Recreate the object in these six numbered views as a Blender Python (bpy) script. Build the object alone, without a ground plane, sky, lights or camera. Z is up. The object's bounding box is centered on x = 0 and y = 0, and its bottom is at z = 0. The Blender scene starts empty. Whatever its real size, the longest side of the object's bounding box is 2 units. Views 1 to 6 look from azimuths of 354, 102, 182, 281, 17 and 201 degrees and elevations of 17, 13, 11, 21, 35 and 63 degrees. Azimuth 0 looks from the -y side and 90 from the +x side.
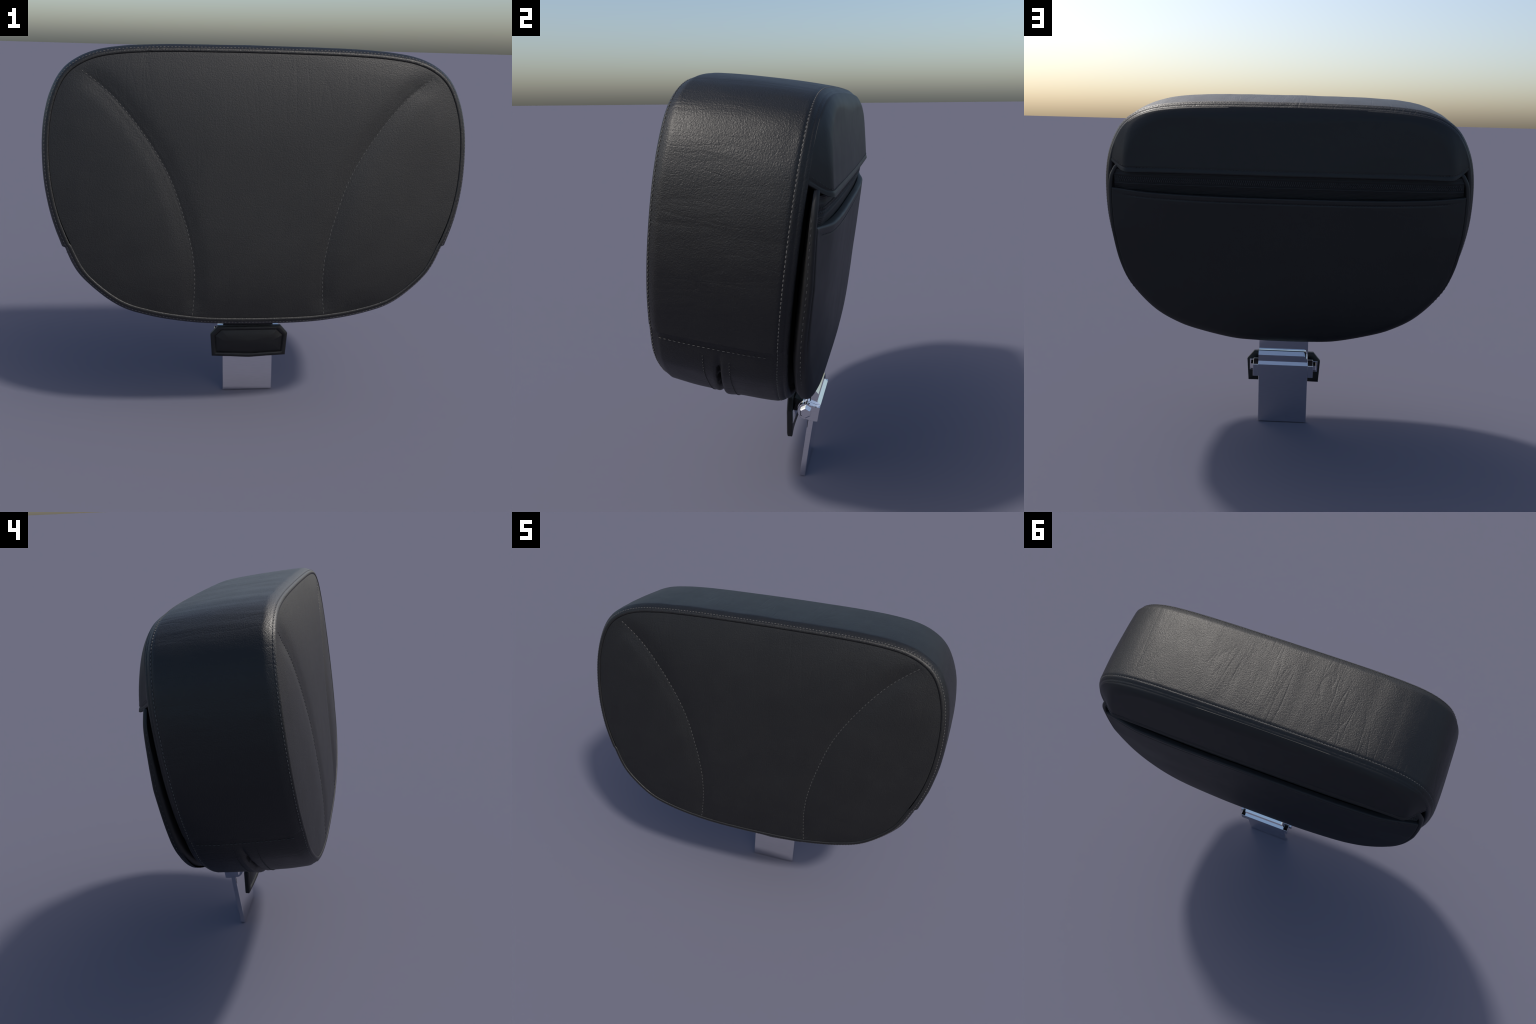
"""Motorcycle backrest: leather cushion with quilted front, wrap band, rear zip
pocket under a flap, and a chrome mounting bracket with a black clip pad.

The cushion is modelled in its own tilted frame: X across, Y = depth d (0 at the
front seam, growing to the rear), Z = height v in the plane of the front seam."""
import bpy, bmesh, math, random
from mathutils import Vector, Matrix, noise

random.seed(7)
TILT = math.atan(0.125)
ORIGIN = Vector((0.0, -0.30, 0.98))
FRAME = Matrix.Translation(ORIGIN) @ Matrix.Rotation(-TILT, 4, 'X')

# ------------------------------------------------------------------ helpers
def lerp(a, b, t): return a + (b - a) * t
def clamp(x, a=0.0, b=1.0): return max(a, min(b, x))
def smooth(a, b, x):
    t = clamp((x - a) / (b - a)); return t * t * (3 - 2 * t)
def gauss(x, w): return math.exp(-(x / w) ** 2)

def catmull(pts, n, closed=False):
    out = []; m = len(pts); segs = m if closed else m - 1
    for i in range(segs):
        g = lambda k: pts[k % m] if closed else pts[max(0, min(m - 1, k))]
        p0, p1, p2, p3 = (Vector(g(i + k)) for k in (-1, 0, 1, 2))
        for j in range(n):
            t = j / n
            out.append(0.5 * ((2 * p1) + (p2 - p0) * t + (2 * p0 - 5 * p1 + 4 * p2 - p3) * t * t
                              + (3 * p1 - p0 - 3 * p2 + p3) * t ** 3))
    if not closed: out.append(Vector(pts[-1]))
    return out

def resample(pts, n, closed=False):
    P = list(pts) + ([pts[0]] if closed else [])
    L = [0.0]
    for a, b in zip(P, P[1:]): L.append(L[-1] + (b - a).length)
    out = []; k = 0; cnt = n if closed else n - 1
    for i in range(n):
        s = L[-1] * i / cnt
        while k < len(L) - 2 and L[k + 1] < s: k += 1
        t = (s - L[k]) / max(1e-9, L[k + 1] - L[k])
        out.append(P[k].lerp(P[k + 1], t))
    return out

ROOT = None
def add_object(name, verts, faces, mat, parent=None, local=True, angle=40, smooth_shade=True):
    me = bpy.data.meshes.new(name)
    me.from_pydata([tuple(v) for v in verts], [], faces)
    bm = bmesh.new(); bm.from_mesh(me)
    bmesh.ops.recalc_face_normals(bm, faces=bm.faces)
    bm.to_mesh(me); bm.free()
    if smooth_shade:
        me.shade_smooth()
        me.set_sharp_from_angle(angle=math.radians(angle))
    me.materials.append(mat)
    ob = bpy.data.objects.new(name, me)
    bpy.context.scene.collection.objects.link(ob)
    ob.parent = parent or ROOT
    if local and ob.parent is ROOT: ob.matrix_local = FRAME.copy()
    return ob

def loft(rings, closed=True, cap_start=False, cap_end=False):
    """rings: lists of equally many points -> verts, quad faces"""
    n = len(rings[0]); verts = [p for r in rings for p in r]; faces = []
    for k in range(len(rings) - 1):
        for i in range(n if closed else n - 1):
            j = (i + 1) % n
            faces.append((k * n + i, k * n + j, (k + 1) * n + j, (k + 1) * n + i))
    if cap_start: faces.append(tuple(range(n))[::-1])
    if cap_end: faces.append(tuple(range((len(rings) - 1) * n, len(rings) * n)))
    return verts, faces

# ------------------------------------------------------------------ materials
class Nodes:
    def __init__(self, name):
        self.mat = bpy.data.materials.new(name); self.mat.use_nodes = True
        self.t = self.mat.node_tree; self.n = self.t.nodes; self.n.clear()
        self.out = self.n.new('ShaderNodeOutputMaterial')
        self.bsdf = self.n.new('ShaderNodeBsdfPrincipled')
        self.t.links.new(self.bsdf.outputs[0], self.out.inputs[0])
        self.co = self.n.new('ShaderNodeTexCoord').outputs['Object']
    def link(self, a, b): self.t.links.new(a, b)
    def put(self, sock, v):
        if hasattr(v, 'links'): self.link(v, sock)
        else: sock.default_value = v
    def mapping(self, scale, rot=(0, 0, 0), src=None):
        m = self.n.new('ShaderNodeMapping'); self.link(src or self.co, m.inputs[0])
        m.inputs['Scale'].default_value = scale; m.inputs['Rotation'].default_value = rot
        return m.outputs[0]
    def noise(self, vec, scale, detail=3, rough=0.5, dist=0.0):
        m = self.n.new('ShaderNodeTexNoise'); self.link(vec, m.inputs['Vector'])
        m.inputs['Scale'].default_value = scale; m.inputs['Detail'].default_value = detail
        m.inputs['Roughness'].default_value = rough; m.inputs['Distortion'].default_value = dist
        return m.outputs[0]
    def voronoi(self, vec, scale, feature='F1'):
        m = self.n.new('ShaderNodeTexVoronoi'); m.feature = feature
        self.link(vec, m.inputs['Vector']); m.inputs['Scale'].default_value = scale
        return m.outputs['Distance']
    def math(self, op, a, b=0.0, c=None):
        m = self.n.new('ShaderNodeMath'); m.operation = op
        self.put(m.inputs[0], a); self.put(m.inputs[1], b)
        if c is not None: self.put(m.inputs[2], c)
        return m.outputs[0]
    def ramp(self, fac, stops):
        m = self.n.new('ShaderNodeValToRGB'); self.link(fac, m.inputs[0])
        e = m.color_ramp.elements
        while len(e) < len(stops): e.new(0.5)
        for el, (p, c) in zip(e, stops):
            el.position = p; el.color = c if len(c) == 4 else (*c, 1)
        return m.outputs[0]
    def bump(self, h, strength, dist, prev=None):
        m = self.n.new('ShaderNodeBump'); self.link(h, m.inputs['Height'])
        m.inputs['Strength'].default_value = strength; m.inputs['Distance'].default_value = dist
        if prev: self.link(prev, m.inputs['Normal'])
        return m.outputs[0]

def grey(v): return (v, v, v, 1)

def leather(name, base, rough, grain=0.5, crease_scale=None, crease=0.5, rot=(0, 0, 0), ribs=None, top=None):
    """Black leather: pebble grain, and long broken creases along one axis."""
    N = Nodes(name); co = N.co
    mott = N.noise(N.mapping((1, 1, 1)), 9, 4, 0.6)
    col = N.ramp(mott, [(0.3, tuple(c * 0.88 for c in base)), (0.7, tuple(c * 1.1 for c in base))])
    N.link(col, N.bsdf.inputs['Base Color'])
    r = N.math('MULTIPLY_ADD', mott, 0.12, rough - 0.06)
    N.link(r, N.bsdf.inputs['Roughness'])
    N.bsdf.inputs['Specular IOR Level'].default_value = 0.45
    # pebble grain: warped voronoi cells plus fine noise
    cells = N.voronoi(co, 230, 'SMOOTH_F1')
    fine = N.noise(co, 150, 3, 0.6, 0.6)
    g = N.math('MULTIPLY_ADD', cells, 0.5, fine)
    nrm = N.bump(g, grain, 0.0032)
    if crease_scale:
        v = N.mapping(crease_scale, rot)
        ridge = N.math('ABSOLUTE', N.math('SUBTRACT', N.noise(v, 1.0, 2, 0.45, 0.5), 0.5))
        v2 = N.mapping(crease_scale, (rot[0] + .0, rot[1] + .35, rot[2] + .22))
        ridge2 = N.math('ABSOLUTE', N.math('SUBTRACT', N.noise(v2, 1.35, 1.5, 0.45, 0.6), 0.53))
        ridge = N.math('MINIMUM', ridge, ridge2)
        line = N.ramp(ridge, [(0.0, grey(0)), (0.022, grey(0.7)), (0.05, grey(1))])
        mask = N.ramp(N.noise(co, 3.4, 2, 0.5), [(0.40, grey(0)), (0.66, grey(1))])
        inv = N.math('SUBTRACT', 1.0, line)
        cr = N.math('MULTIPLY', inv, mask)
        if top:                     # leather creases most where it is pulled over the top
            sep = N.n.new('ShaderNodeSeparateXYZ'); N.link(co, sep.inputs[0])
            mr = N.n.new('ShaderNodeMapRange'); N.link(sep.outputs['Z'], mr.inputs[0])
            mr.inputs['From Min'].default_value, mr.inputs['From Max'].default_value = top
            mr.inputs['To Min'].default_value = 0.5
            cr = N.math('MULTIPLY', cr, mr.outputs[0])
        wave = N.noise(v, 0.6, 2, 0.5)
        h = N.math('SUBTRACT', N.math('MULTIPLY', wave, 0.8), cr)
        nrm = N.bump(h, crease, 0.006, nrm)
    if ribs:
        wv = N.n.new('ShaderNodeTexWave'); wv.bands_direction = 'Z'
        N.link(co, wv.inputs['Vector']); wv.inputs['Scale'].default_value = ribs
        nrm = N.bump(wv.outputs[1], 0.5, 0.002, nrm)
    N.link(nrm, N.bsdf.inputs['Normal'])
    return N.mat

def thread(name, base):
    N = Nodes(name)
    tw = N.noise(N.co, 260, 2, 0.5)
    N.link(N.ramp(tw, [(0.3, tuple(c * 0.7 for c in base)), (0.7, base)]), N.bsdf.inputs['Base Color'])
    N.bsdf.inputs['Roughness'].default_value = 0.6
    N.link(N.bump(tw, 0.3, 0.001), N.bsdf.inputs['Normal'])
    return N.mat

def chrome():
    N = Nodes('polished_chrome')
    s = N.noise(N.mapping((4, 4, 60)), 6, 2, 0.5)
    N.link(N.ramp(s, [(0.3, (0.80, 0.80, 0.81)), (0.7, (0.86, 0.86, 0.87))]), N.bsdf.inputs['Base Color'])
    N.bsdf.inputs['Metallic'].default_value = 1.0
    N.link(N.math('MULTIPLY_ADD', s, 0.03, 0.02), N.bsdf.inputs['Roughness'])
    return N.mat

M_FRONT = leather('front_leather', (0.0056, 0.0056, 0.0057), 0.49, 0.28, (5.5, 2, .9), 0.06, (0, 0.22, 0), top=(.2, .9))
M_BAND = leather('band_leather', (0.0060, 0.0059, 0.0058), 0.455, 0.42, (7.5, 1.3, 7.5), 0.17, top=(.55, .85))
M_PLAIN = leather('plain_leather', (0.0052, 0.0051, 0.0050), 0.52, 0.12)
M_POCKET = leather('pocket_leather', (0.0058, 0.0057, 0.0056), 0.52, 0.10, (3, 3, 3), 0.05)
M_TAPE = leather('zipper_fabric', (0.0105, 0.0105, 0.0107), 0.7, 0.1, ribs=45)
M_TEETH = leather('zipper_nylon', (0.024, 0.024, 0.0245), 0.5, 0.1)
M_PAD = leather('pad_leather', (0.0075, 0.0075, 0.0077), 0.45, 0.12)
M_THREAD = thread('grey_thread', (0.105, 0.102, 0.096))
M_SEAMTHREAD = thread('dim_thread', (0.055, 0.054, 0.052))
M_QUILTTHREAD = thread('quilt_thread', (0.058, 0.057, 0.055))
M_DARKTHREAD = thread('black_thread', (0.016, 0.016, 0.017))
M_CHROME = chrome()

# ------------------------------------------------------------------ root
ROOT = bpy.data.objects.new('motorcycle_backrest', None)
bpy.context.scene.collection.objects.link(ROOT)
ROOT['label'] = 'black leather motorcycle backrest cushion with chrome mounting bracket'
ROOT['category'] = 'motorcycle backrest'

# ------------------------------------------------------------------ outline
HALF = [(0, -.381), (.231, -.376), (.392, -.359), (.527, -.332), (.648, -.291), (.752, -.219),
        (.838, -.130), (.896, -.015), (.950, .126), (.980, .273), (.988, .418), (.979, .557),
        (.950, .678), (.900, .778), (.827, .842), (.726, .883), (.588, .903), (.413, .912),
        (.2, .915), (0, .916)]
def mirrored(half):
    return [Vector((u, v)) for u, v in half] + [Vector((-u, v)) for u, v in half[-2:0:-1]]
NA = 480                                  # points round the cushion
OUT = resample(catmull(mirrored(HALF), 16, True), NA, True)
def normals2d(P):
    n = len(P); R = []
    for i in range(n):
        t = (P[(i + 1) % n] - P[i - 1]).normalized(); R.append(Vector((t.y, -t.x)))
    return R
NRM = normals2d(OUT)                      # outward, outline runs counter-clockwise
CEN = Vector((0, .30))
SEAM_V = 0.0                              # the side seam where upper band overlaps

def lap(v):
    """upper wrap band stands a little proud of the lower band at the side seam"""
    up = smooth(SEAM_V - .006, SEAM_V + .006, v)
    return up * .010 * math.exp(-max(0, v - SEAM_V) / .16) - (1 - up) * .001 * math.exp(min(0, v - SEAM_V) / .12)

def offset(P, Nn, a, extra=None):
    return [p - n * a for p, n in zip(P, Nn)]

POLAR = []                                # outline radius by angle, for s(u,v)
for p in OUT:
    q = p - CEN; POLAR.append((math.atan2(q.y, q.x), q.length))
POLAR.sort()
ANG = [a for a, r in POLAR]
import bisect
def s_of(u, v):
    q = Vector((u, v)) - CEN
    if q.length < 1e-6: return 0.0
    a = math.atan2(q.y, q.x); i = bisect.bisect(ANG, a)
    a0, r0 = POLAR[i - 1]; a1, r1 = POLAR[i % len(POLAR)]
    if i == 0 or i == len(POLAR):
        span = (a1 - a0) % (2 * math.pi); t = ((a - a0) % (2 * math.pi)) / span
    else: t = (a - a0) / max(1e-9, a1 - a0)
    return q.length / lerp(r0, r1, t)

# ------------------------------------------------------------------ quilting seam
QUILT = [(.318, -.335), (.310, -.255), (.306, -.145), (.318, -.018), (.353, .130), (.420, .325),
         (.525, .505), (.664, .678), (.812, .800)]
QC = catmull([Vector(p) for p in QUILT], 10)
def quilt_u(v):
    if v <= QC[0].y: return QC[0].x
    for a, b in zip(QC, QC[1:]):
        if a.y <= v <= b.y or b.y <= v <= a.y:
            return lerp(a.x, b.x, (v - a.y) / max(1e-9, b.y - a.y))
    return QC[-1].x + (v - QC[-1].y) * 1.2
def quilt_dist(u, v):
    """signed distance from the seam on the +u half (+ outside)"""
    du = abs(u) - quilt_u(v); h = 0.01
    slope = (quilt_u(v + h) - quilt_u(v - h)) / (2 * h)
    return du / math.sqrt(1 + slope * slope)

RIM_IN = 0.034
def front_depth(u, v, s):
    edge = clamp((1 - s) / 0.10)
    dome = -.009 - .026 * (1 - s ** 3.8)
    q = quilt_dist(u, v)
    fade = smooth(0, .35, 1 - s) ** .5 if s < 1 else 0
    valley = .0075 * gauss(q, .050) + .0022 * gauss(q, .007)
    pillow = -.003 * gauss(q - .19, .12) * 1.0
    f = clamp((1 - s) / .12)
    n = noise.noise(Vector((u * 2.2, v * 2.2, 3.1))) * .0035
    return dome + (valley + pillow + n) * f

# ------------------------------------------------------------------ front panel
def build_front_panel():
    rings = []
    base = offset(OUT, NRM, RIM_IN + .001)
    NS = 110
    for k in range(NS + 1):
        t = 1 - (k / NS) ** 0.9 if k < NS else 0.0
        t = max(t, 0.004)
        ring = []
        for p in base:
            q = CEN + (p - CEN) * t
            s = s_of(q.x, q.y)
            d = front_depth(q.x, q.y, t)
            if k == 0: d = -.0088
            elif k == 1: d = -.0104
            ring.append(Vector((q.x, d, q.y)))
        rings.append(ring)
    v, f = loft(rings, cap_end=True)
    return add_object('front_panel', v, f, M_FRONT, angle=60)
front_panel = build_front_panel()

# ------------------------------------------------------------------ wrap band
def band_bulge(d, v=1.0): return (.010 + .008 * gauss(v + .09, .09)) * math.sin(math.pi * clamp((d - .005) / .47)) ** .5

def rear_grow(d, v):
    """the wrap flares very slightly toward the rear on both sides"""
    return .005 * smooth(.15, .45, d) * smooth(.80, .60, v) + .005 * smooth(-.15, -.30, v) * smooth(.0, .15, d)

def slit(u, v, d):
    """lower band: two hemmed lips that meet in an open slit along the bottom"""
    if v > SEAM_V - .02: return 0.0
    f = smooth(SEAM_V - .02, SEAM_V - .22, v)
    lips = .008 * gauss(d - .262, .035)
    gap = .044 * gauss(d - .248 - .10 * (v + .2), .0085)
    return f * (lips - gap)

def wrinkle(p, nrm, d):
    """soft folds across the leather, strongest at the upper corners"""
    corner = gauss(abs(p.x) - .86, .16) * smooth(.45, .8, p.y)
    a = noise.noise(Vector((p.x * 9, d * 2.0, p.y * 9))) * .0022
    b = abs(noise.noise(Vector((p.x * 16 + 5, d * 2.5, p.y * 16)))) * -.003 * (.35 + corner)
    return a + b

def build_bands():
    prof = [(.034, -.0088), (.0330, -.0104), (.030, -.0115), (.026, -.0120), (.021, -.0108), (.0165, -.0075),
            (.0140, -.0038), (.0132, -.0022), (.0122, .0002), (.0095, .004), (.0055, .010), (.002, .018), (-.003, .027)]
    nd = 64
    ds = [.036 + (.460 - .036) * i / nd for i in range(nd + 1)]
    prof += [(None, d) for d in ds]
    prof += [(-.001, .466), (.0016, .470), (.0026, .472), (.0016, .4745), (.0030, .4785), (.0062, .4840), (.0102, .4890), (.0135, .4918),
             (.0138, .4940), (.0155, .4985), (.020, .5040), (.026, .5078), (.034, .5085), (.042, .505), (.050, .497), (.075, .492)]
    # split the ring in upper band (above the seam) and lower band
    def ring_pts(idx, a, d):
        R = []
        for i in idx:
            p, n = OUT[i % NA], NRM[i % NA]
            aa = -band_bulge(d, p.y) if a is None else a
            o = -aa
            fr = smooth(-.01, .02, d) * (1 - smooth(.47, .51, d) * .6)
            o += lap(p.y) * max(fr, .35) + rear_grow(d, p.y)
            if a is None:
                o += slit(p.x, p.y, d) + wrinkle(p, n, d) * smooth(.0, .05, d) * smooth(.47, .43, d)
            q = p + n * o
            R.append(Vector((q.x, d, q.y)))
        return R
    up = [i for i in range(NA) if OUT[i].y >= SEAM_V]
    lo = [i for i in range(NA) if OUT[i].y < SEAM_V]
    # contiguous runs
    st = next(i for i in range(NA) if OUT[i].y >= SEAM_V and OUT[i - 1].y < SEAM_V)
    ui = list(range(st, st + len(up))); li = list(range(st + len(up) - 1, st + NA + 1))
    obs = []
    for name, idx in (('side_band', ui), ('bottom_band', li)):
        rings = [ring_pts(idx, a, d) for a, d in prof]
        v, f = loft(rings, closed=False)
        obs.append(add_object(name, v, f, M_BAND, angle=60))
    return obs
side_band, bottom_band = build_bands()

# rear board closing the cushion behind the pocket
def build_rear_board():
    rings = []
    for a, d in ((.050, .494), (.12, .493), (.25, .494)):
        rings.append([Vector((q.x, d, q.y)) for q in offset(OUT, NRM, a)])
    v, f = loft(rings[:2], cap_end=True)
    return add_object('rear_board', v, f, M_PLAIN)
build_rear_board()

# ------------------------------------------------------------------ pocket
def depth_dome(u, v):
    s = clamp(s_of(u, v))
    return .048 * (1 - s ** 2.6)

POCKET_HALF = [(0, -.400), (.14, -.398), (.29, -.388), (.476, -.346), (.60, -.302), (.732, -.222), (.855, -.088),
               (.914, .044), (.947, .205), (.958, .32), (.960, .42), (.956, .50), (.940, .550), (.905, .592), (.82, .605),
               (.5, .60), (0, .60)]
POUT = resample(catmull(mirrored(POCKET_HALF), 16, True), 420, True)
PNRM = normals2d(POUT)
def build_pocket_gusset():
    prof = [(.10, .515), (.045, .518), (.022, .524), (.008, .532), (.001, .542), (0, .552), (.0012, .557), (.0, .562),
            (.003, .570), (.010, .5745), (.016, .575), (.021, .572), (.024, .563), (.028, .552), (.032, .546), (.05, .542)]
    rings = []
    for k, (a, d) in enumerate(prof):
        R = []
        for p, n in zip(POUT, PNRM):
            low = smooth(.10, -.30, p.y)              # deeper, rounder at the bottom
            q = p - n * (a + low * .010)
            dd = d + low * .012 * smooth(.53, .57, d) - (.007 + .068 * max(0, p.y - .25)) * smooth(.522, .56, d)
            R.append(Vector((q.x, dd, q.y)))
        rings.append(R)
    # inner field for the zipper: follows the dome
    for t in (.85, .6, .3, .01):
        R = []
        for p in offset(POUT, PNRM, .05):
            q = Vector((0, .2)) + (p - Vector((0, .2))) * t
            R.append(Vector((q.x, .545 + .38 * depth_dome(q.x, q.y), q.y)))
        rings.append(R)
    v, f = loft(rings, cap_end=True)
    return add_object('pocket_gusset', v, f, M_PLAIN, angle=50)
build_pocket_gusset()

def mouth_v(u):
    x = abs(u) / .945
    return .438 + .026 * x ** 3
def pocket_depth(u, v):
    low = smooth(.10, -.30, v)
    s = clamp(s_of(u, v))
    return .571 + .029 * (1 - s ** 4) + low * .018 + .007 * gauss(v, .26) * (1 - s ** 5) \
        - (.004 + .075 * max(0, v - .25)) * smooth(.72, .95, s) * smooth(.0, .2, v)

def build_pocket_panel():
    # outline: pocket edge below the mouth, then the mouth line back across
    inset = [p for p in offset(POUT, PNRM, .019)]
    low = [p for p in inset if p.y < mouth_v(p.x) - .004]
    # order: start at right mouth end going clockwise round the bottom
    low.sort(key=lambda p: math.atan2(p.x, -(p.y - .44)))
    A, B = low[0], low[-1]
    edge = resample(low, 260)
    top = [Vector((lerp(B.x, A.x, i / 139), 0)) for i in range(140)]
    for p in top: p.y = mouth_v(p.x)
    loop = edge + top
    n = len(loop); c = Vector((0, .16))
    rings = []
    def hem(k): # index on mouth line?
        return k >= 260
    # inner wall, hem roll, then field rings
    walls = [((.0, -.030), (-.017, -.042)), ((.0, -.010), (-.016, -.024)), ((.0015, -.004), (-.011, -.015)), ((.004, -.0012), (.003, -.007)),
             ((.006, -.0004), (.018, -.0025)), ((.008, 0), (.030, 0))]
    nr = normals2d(loop)
    sgn = 1 if nr[0].dot(loop[0] - c) > 0 else -1
    for (a0, e0), (a1, e1) in walls:
        R = []
        for k, p in enumerate(loop):
            w = smooth(.10, -.15, p.y) if k < 260 else 0; a = lerp(a0, a1, w); dd = lerp(e0, e1, w)
            q = p - nr[k] * sgn * a
            z = pocket_depth(q.x, q.y) + dd
            R.append(Vector((q.x, z, q.y)))
        rings.append(R)
    base = [loop[k] - nr[k] * sgn * lerp(.008, .030, smooth(.10, -.15, loop[k].y) if k < 260 else 0) for k in range(n)]
    NS = 60
    for j in range(1, NS + 1):
        t = max(1 - (j / NS), .004)
        R = []
        for p in base:
            q = c + (p - c) * t
            w = noise.noise(Vector((q.x * 2.5, q.y * 2.5, 9.0))) * .003 * smooth(1, .8, t)
            m = mouth_v(q.x) - q.y
            seam = -.0028 * gauss(m - .030, .0035)
            R.append(Vector((q.x, pocket_depth(q.x, q.y) + w + seam, q.y)))
        rings.append(R)
    v, f = loft(rings, cap_end=True)
    return add_object('pocket_panel', v, f, M_POCKET, angle=50)
build_pocket_panel()

# ------------------------------------------------------------------ zipper
def zip_depth(u, v): return .5500 + depth_dome(u, v) * .40 - .016 * smooth(.84, .925, abs(u))
def build_zipper():
    # woven tape in three ridged strips
    us = [lerp(-.925, .925, i / 160) for i in range(161)]
    prof = [(-.078, -.004), (-.030, .003), (-.026, .006), (-.019, .006), (-.0165, .003), (.0165, .003), (.019, .006), (.026, .006),
            (.030, .003), (.050, .003), (.055, -.004)]
    rings = []
    for dv, dd in prof:
        R = []
        for u in us:
            v = .511 + dv
            R.append(Vector((u, zip_depth(u, v) + dd, v)))
        rings.append(R)
    v, f = loft(rings, closed=False)
    add_object('zipper_tape', v, f, M_TAPE, angle=30)
    # coil teeth: two rows of little staggered loops
    V, F = [], []
    step = .0105; n = int(1.82 / step)
    for i in range(n):
        for row in (-1, 1):
            u = -.91 + step * (i + (.5 if row > 0 else 0)); v0 = .511 + row * .0058
            d0 = zip_depth(u, v0) + .0045
            seg = 6; b = len(V)
            for k, (z, r) in enumerate(((-.0062, .0014), (-.003, .0032), (.003, .0032), (.0062, .0014))):
                for j in range(seg):
                    a = 2 * math.pi * j / seg
                    V.append(Vector((u + r * math.cos(a) + row * z * .35, d0 + r * math.sin(a), v0 + z)))
            for k in range(3):
                for j in range(seg):
                    F.append((b + k * seg + j, b + k * seg + (j + 1) % seg, b + (k + 1) * seg + (j + 1) % seg, b + (k + 1) * seg + j))
            F.append(tuple(b + j for j in range(seg))[::-1]); F.append(tuple(b + 3 * seg + j for j in range(seg)))
    ob = add_object('zipper_teeth', V, F, M_TEETH); ob['kind'] = 'stuff'
build_zipper()

# ------------------------------------------------------------------ flap
FLAP_LOW = [(.948, .602), (.926, .590), (.902, .574), (.875, .562), (.84, .5585), (.6, .5585), (.3, .558), (0, .557)]
def inset_dist(u, v):
    s = s_of(u, v); r = (Vector((u, v)) - CEN).length
    return max(0.0, (1 / max(s, 1e-4) - 1) * r) if s < 1 else 0.0
def flap_depth(u, v):
    a = inset_dist(u, v)
    plane = .588 - .19 * (v - .56) + .004 * (1 - (u / .95) ** 2)      # upright rear face
    bevel = .489 + .82 * a                    # rounded shoulder
    k = .006 + .007 * smooth(.92, .80, abs(u)) * smooth(.62, .75, v)                                                     # soft minimum
    h = clamp(.5 + .5 * (bevel - plane) / (2 * k))
    d = lerp(bevel, plane, h) - 2 * k * h * (1 - h)
    return d + .003 * gauss(v - .556, .018) * smooth(.0, .10, a)

def build_flap():
    lowR = [Vector(p) for p in FLAP_LOW]
    low = lowR + [Vector((-p.x, p.y)) for p in lowR[-2::-1]]
    low = resample(low, 241)
    topo = [p for p in offset(OUT, NRM, .020) if p.y >= .612]
    topo.sort(key=lambda p: math.atan2(p.y - .3, p.x))
    top = resample([Vector((low[0].x + .003, .606))] + topo + [Vector((low[-1].x - .003, .606))], 241)
    rings = []
    NQ = 56
    def pt(i, t):
        a, b = low[i], top[i]; return a.lerp(b, t)
    th = .016
    for t, k in ((.06, -th), (.0, -th), (-.001, -th * .8), (-.003, -.004), (-.002, -.001)):   # hem underside and edge
        R = []
        for i in range(241):
            q = pt(i, max(t, 0)); q = Vector((q.x, q.y + min(t, 0)))
            R.append(Vector((q.x, flap_depth(q.x, q.y) + k, q.y)))
        rings.append(R)
    for j in range(NQ + 1):
        t = j / NQ
        R = []
        for i in range(241):
            q = pt(i, t)
            m = (q - low[i]).length
            seam = -.0026 * gauss(m - .020, .004)
            w = noise.noise(Vector((q.x * 3, q.y * 3, 1.7))) * .004 * clamp(t * 3) * clamp((1 - t) * 4)
            fold = -.004 * abs(noise.noise(Vector((q.x * 11, q.y * 4, 4.2)))) * gauss(abs(q.x) - .84, .10) * clamp((1 - t) * 4)
            R.append(Vector((q.x, flap_depth(q.x, q.y) + seam + w + fold, q.y)))
        rings.append(R)
    # tuck under the band's rear piping
    R = [Vector((p.x, .496, p.y)) for p in top]
    rings.append(R)
    v, f = loft(rings, closed=False)
    return add_object('pocket_flap', v, f, M_PLAIN, angle=50)
build_flap()

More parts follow.
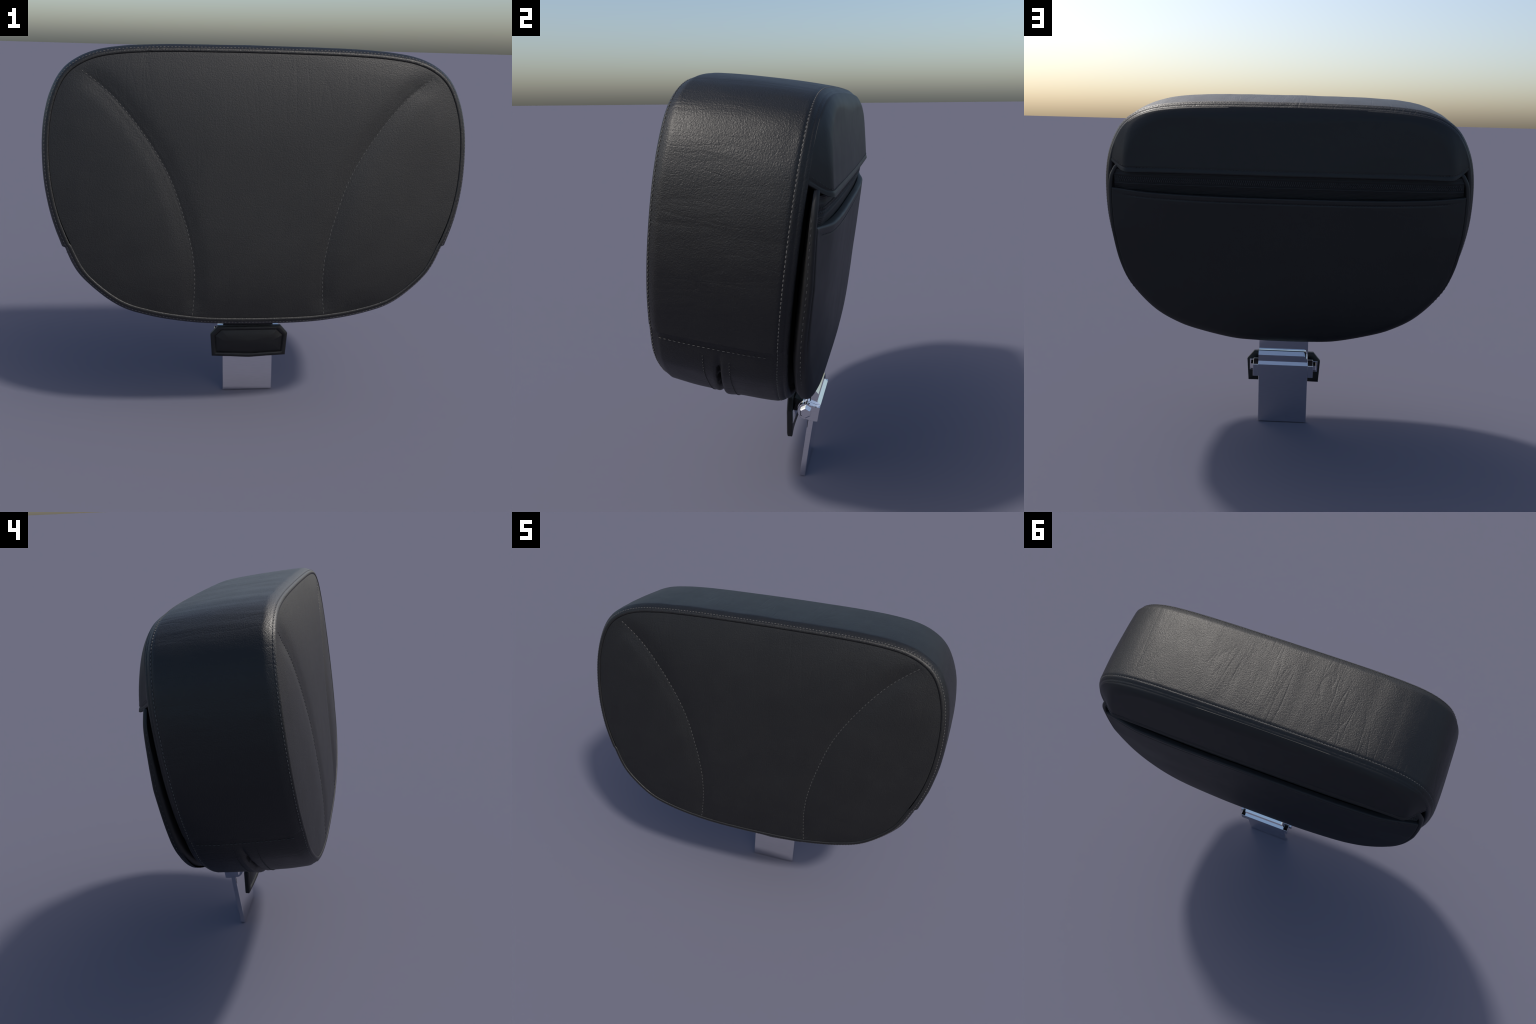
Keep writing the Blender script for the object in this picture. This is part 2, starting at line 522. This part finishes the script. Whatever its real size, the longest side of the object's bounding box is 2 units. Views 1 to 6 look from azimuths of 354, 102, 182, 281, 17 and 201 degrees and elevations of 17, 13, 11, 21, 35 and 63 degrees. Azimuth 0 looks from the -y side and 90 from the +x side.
# ------------------------------------------------------------------ stitching
def stitches(name, path, surf_n, mat, spacing, length, rad, lift=.0008):
    """path: 3D polyline, surf_n: outward normals; joined little thread capsules"""
    L = [0.0]
    for a, b in zip(path, path[1:]): L.append(L[-1] + (b - a).length)
    V, F = [], []; s = spacing / 2; k = 0; seg = 6
    prof = [(-1, .25), (-.8, .75), (-.3, 1), (.3, 1), (.8, .75), (1, .25)]
    while s < L[-1] - spacing / 2:
        while L[k + 1] < s: k += 1
        t = (s - L[k]) / (L[k + 1] - L[k])
        p = path[k].lerp(path[k + 1], t); tan = (path[k + 1] - path[k]).normalized()
        n = surf_n[k].lerp(surf_n[k + 1], t).normalized(); side = tan.cross(n).normalized()
        j1 = random.uniform(-.12, .12); ll = length * random.uniform(.88, 1.1)
        tan = (tan + side * j1).normalized(); side = tan.cross(n).normalized()
        b = len(V)
        for x, r in prof:
            arch = lift + rad * (.25 if abs(x) < .9 else -.7)
            for j in range(seg):
                a = 2 * math.pi * j / seg
                V.append(p + tan * (x * ll / 2) + n * (arch + rad * r * math.sin(a) * .8) + side * (rad * r * math.cos(a)))
        m = len(prof)
        for q in range(m - 1):
            for j in range(seg):
                F.append((b + q * seg + j, b + q * seg + (j + 1) % seg, b + (q + 1) * seg + (j + 1) % seg, b + (q + 1) * seg + j))
        F.append(tuple(b + j for j in range(seg))[::-1]); F.append(tuple(b + (m - 1) * seg + j for j in range(seg)))
        s += spacing
    ob = add_object(name, V, F, mat); ob['kind'] = 'stuff'
    return ob

def ring_path(a, d, start=0):
    P, Nn = [], []
    for i in range(NA + 1):
        p, n = OUT[i % NA], NRM[i % NA]
        fr = smooth(-.01, .02, d) * (1 - smooth(.47, .51, d) * .6)
        q = p + n * (lap(p.y) * max(fr, .35) + rear_grow(d, p.y) - a)
        P.append(Vector((q.x, d, q.y))); Nn.append(Vector((n.x, 0, n.y)))
    return P, Nn
p, n = ring_path(.0132, -.0018)
stitches('front_rim_stitching', p, [(x + Vector((0, -.8, 0))).normalized() for x in n], M_THREAD, .0165, .0098, .0017)
p, n = ring_path(.0026, .472)
stitches('rear_rim_stitching', p, n, M_THREAD, .0165, .0105, .0019)

def surface_path(uv, depth, sign):
    P, Nn = [], []
    for q in uv:
        e = .004
        d0 = depth(q.x, q.y)
        gx = (depth(q.x + e, q.y) - depth(q.x - e, q.y)) / (2 * e)
        gy = (depth(q.x, q.y + e) - depth(q.x, q.y - e)) / (2 * e)
        P.append(Vector((q.x, d0, q.y))); Nn.append(Vector((-gx * sign, sign, -gy * sign)).normalized())
    return P, Nn
base_rim = None
def front_surface(u, v):
    # t along the ray inside the inset base outline
    s = s_of(u, v); r = (Vector((u, v)) - CEN).length
    R = r / max(s, 1e-6)
    return front_depth(u, v, min(1, r / max(1e-6, R - RIM_IN)))
for sg in (1, -1):
    uv = [Vector((sg * q.x, q.y)) for q in resample(QC, 160)]
    P, Nn = surface_path(uv, front_surface, -1)
    stitches('quilt_stitching', P, Nn, M_QUILTTHREAD, .0215, .0120, .0020)
# side seam stitching across the band
for sg in (1, -1):
    i = min(range(NA), key=lambda k: abs(OUT[k].y - (SEAM_V - .026)) + (0 if OUT[k].x * sg > 0 else 9))
    P, Nn = [], []
    for k in range(40):
        d = lerp(.03, .455, k / 39)
        pp, nn = OUT[i], NRM[i]
        q = pp + nn * (lap(pp.y) + rear_grow(d, pp.y) + band_bulge(d, pp.y) + slit(pp.x, pp.y, d) + wrinkle(pp, nn, d) * smooth(.0, .05, d) * smooth(.47, .43, d))
        P.append(Vector((q.x, d, q.y))); Nn.append(Vector((nn.x, 0, nn.y)))
    stitches('seam_stitching', P, Nn, M_SEAMTHREAD, .0185, .0115, .0016)
# hem stitching beside the bottom slit
for d in (.200, .300):
    P, Nn = [], []
    st = next(i for i in range(NA) if OUT[i].y < SEAM_V - .05 and OUT[i - 1].y >= SEAM_V - .05)
    for k in range(NA):
        i = (st + k) % NA
        if OUT[i].y >= SEAM_V - .05: break
        pp, nn = OUT[i], NRM[i]
        q = pp + nn * (lap(pp.y) + rear_grow(d, pp.y) + band_bulge(d, pp.y) + slit(pp.x, pp.y, d) + wrinkle(pp, nn, d))
        P.append(Vector((q.x, d, q.y))); Nn.append(Vector((nn.x, 0, nn.y)))
    stitches('hem_stitching', P, Nn, M_DARKTHREAD, .0165, .0105, .0018)
# pocket edge, pocket mouth and flap hem
P = []
for q, m in zip(POUT, PNRM):
    if q.y < .50:
        low = smooth(.10, -.30, q.y); e = q - m * (.0016 + .0040 * low)
        P.append(Vector((e.x, .556 + .012 * low - .9 * (.007 + .068 * max(0, q.y - .25)), e.y)))
idx = [k for k, p in enumerate(POUT) if p.y < .50]
cut = next(j for j in range(1, len(idx)) if idx[j] != idx[j - 1] + 1) if idx[-1] - idx[0] + 1 != len(idx) else 0
P = P[cut:] + P[:cut]; Nn = [Vector((PNRM[k].x, 0, PNRM[k].y)) for k in idx]; Nn = Nn[cut:] + Nn[:cut]
stitches('pocket_edge_stitching', P, Nn, thread('slate_thread', (0.035, 0.035, 0.035)), .0240, .0105, .0020)
uv = [Vector((lerp(-.90, .90, i / 120), 0)) for i in range(121)]
for q in uv: q.y = mouth_v(q.x) - .030
P, Nn = surface_path(uv, lambda a, b: pocket_depth(a, b) - .0028, 1)
stitches('mouth_stitching', P, Nn, M_DARKTHREAD, .0165, .0105, .0018)
lowR = [Vector(q) for q in FLAP_LOW]; low = lowR + [Vector((-q.x, q.y)) for q in lowR[-2::-1]]
uv = resample([Vector((q.x * .985, q.y + .020)) for q in low], 160)
P, Nn = surface_path(uv, lambda a, b: flap_depth(a, b) - .0026, 1)
stitches('flap_stitching', P, Nn, M_DARKTHREAD, .0165, .0105, .0018)

# ------------------------------------------------------------------ bracket
BR = bpy.data.objects.new('mounting_bracket', None)
bpy.context.scene.collection.objects.link(BR); BR.parent = ROOT

def profile_solid(name, yz, x0, x1, mat, bevel=.002, parent=BR, angle=30):
    """extrude a (y, z) profile along x"""
    verts, faces = loft([[Vector((x, y, z)) for y, z in yz] for x in (x0, x1)], cap_start=True, cap_end=True)
    ob = add_object(name, verts, faces, mat, parent, local=False, angle=angle)
    if bevel:
        m = ob.modifiers.new('edge', 'BEVEL'); m.width = bevel; m.segments = 2; m.limit_method = 'ANGLE'
        m.angle_limit = math.radians(40)
    return ob

lean = .040 / .295
profile_solid('mounting_plate', [(.125, .0), (.152, .0), (.152 + lean * .372, .372), (.125 + lean * .372, .372)], -.141, .141, M_CHROME, .003)
# hinge block: rounded boss in front, square heel behind
cy, cz, r = .159, .352, .043
boss = [(cy + r * math.cos(a), cz + r * math.sin(a)) for a in [math.radians(t) for t in range(100, 281, 12)]]
hinge = [(.2095, .3945)] + boss + [(.192, .3045), (.215, .304), (.226, .378)]
profile_solid('hinge_block', hinge, -.141, .141, M_CHROME, .0)
ear = [(.205, .3775)] + [(cy + .040 * math.cos(a), cz + .040 * math.sin(a)) for a in [math.radians(t) for t in range(60, 281, 12)]] + [(.192, .3045), (.215, .304), (.2255, .3775)]
profile_solid('hinge_ear', ear, .1412, .171, M_CHROME, .0015)
profile_solid('hinge_ear', ear, -.171, -.1412, M_CHROME, .0015)
# latch bar on top of the block: chamfered upper edge, one end rounded off
bar_yz = [(.180, .390), (.2095, .390), (.2150, .4315), (.2045, .4430), (.1935, .4550), (.180, .4550)]
rings = []
for k in range(13):
    x = .1408 if k == 0 else -.113 - .0278 * math.sin(math.radians((k - 1) * 90 / 11))
    drop = 0 if k == 0 else .040 * (1 - math.cos(math.radians((k - 1) * 90 / 11)))
    rings.append([Vector((x, y, z - (drop if z > .40 else 0))) for y, z in bar_yz])
V, F = loft(rings, cap_start=True, cap_end=True)
add_object('latch_bar', V, F, M_CHROME, BR, local=False, angle=28)
profile_solid('support_strap', [(.150, .385), (.1745, .385), (.192, .57), (.168, .57)], -.1405, .1405, M_CHROME, .002)

# hinge pin with hexagon heads
def prism(name, cx, cy, cz, rad, ln, seg, mat, rot=0, dome=.0):
    ring = lambda x, rr: [Vector((x, cy + rr * math.cos(rot + 2 * math.pi * j / seg), cz + rr * math.sin(rot + 2 * math.pi * j / seg))) for j in range(seg)]
    V, F = loft([ring(cx - ln / 2, rad * .8), ring(cx - ln / 2 + .003, rad), ring(cx + ln / 2 - .003, rad), ring(cx + ln / 2, rad * .8)], cap_start=True, cap_end=True)
    return add_object(name, V, F, mat, BR, local=False, angle=25)
prism('hinge_pin', 0, cy, cz, .022, .36, 20, M_CHROME)
for sg in (1, -1):
    prism('hexagon_bolt', sg * .179, cy, cz, .028, .020, 6, M_CHROME, math.pi / 6)

# clip pad: bowed leather pad with a raised frame and chamfered upper corners
def pad_bow(x): return .078 - .010 * (1 - (x / .21) ** 2)
PAD = [(-.205, .236), (-.10, .234), (0, .229), (.10, .234), (.205, .236), (.2135, .366), (.173, .414), (.06, .416), (-.06, .416), (-.173, .414), (-.2135, .366)]
def dense(poly, n=10):
    R = []
    for a, b in zip(poly, poly[1:] + poly[:1]):
        for j in range(n): R.append(Vector(a).lerp(Vector(b), j / n))
    return R
def build_pad():
    P = dense(PAD); c = Vector((0, .325))
    def sc(k, inset):
        # inset as scale on each axis
        return [Vector(((p.x) * (1 - inset / .21), c.y + (p.y - c.y) * (1 - inset / .092))) for p in P]
    prof = [(.030, .024), (.004, .024), (0, .021), (0, .003), (.003, .0), (.010, -.003), (.018, -.003), (.023, .001), (.026, .005), (.029, .004), (.036, .001),
            (.055, -.003), (.075, -.006)]
    rings = []
    for a, d in prof:
        rings.append([Vector((q.x, pad_bow(q.x) + d, q.y)) for q in sc(0, a)])
    # close both sides
    V, F = loft(rings)
    n = len(P); b0 = len(V)
    V.append(Vector((0, pad_bow(0) + .024, c.y))); V.append(Vector((0, pad_bow(0) - .008, c.y)))
    for i in range(n):
        F.append((i, (i + 1) % n, b0)); k = (len(rings) - 1) * n
        F.append((k + i, b0 + 1, k + (i + 1) % n))
    return add_object('clip_pad', V, F, M_PAD, BR, local=False, angle=40)
build_pad()
# chrome backing between pad and hinge
profile_solid('clip_back', [(.1015, .30), (.1035, .30), (.1035, .366), (.1015, .366)], -.198, .198, M_CHROME, .001)
# leather-wrapped spacer that carries the pad on the hinge
profile_solid('pad_spacer', [(.094, .325), (.130, .330), (.130, .380), (.094, .392)], -.118, .118, M_PAD, .003)
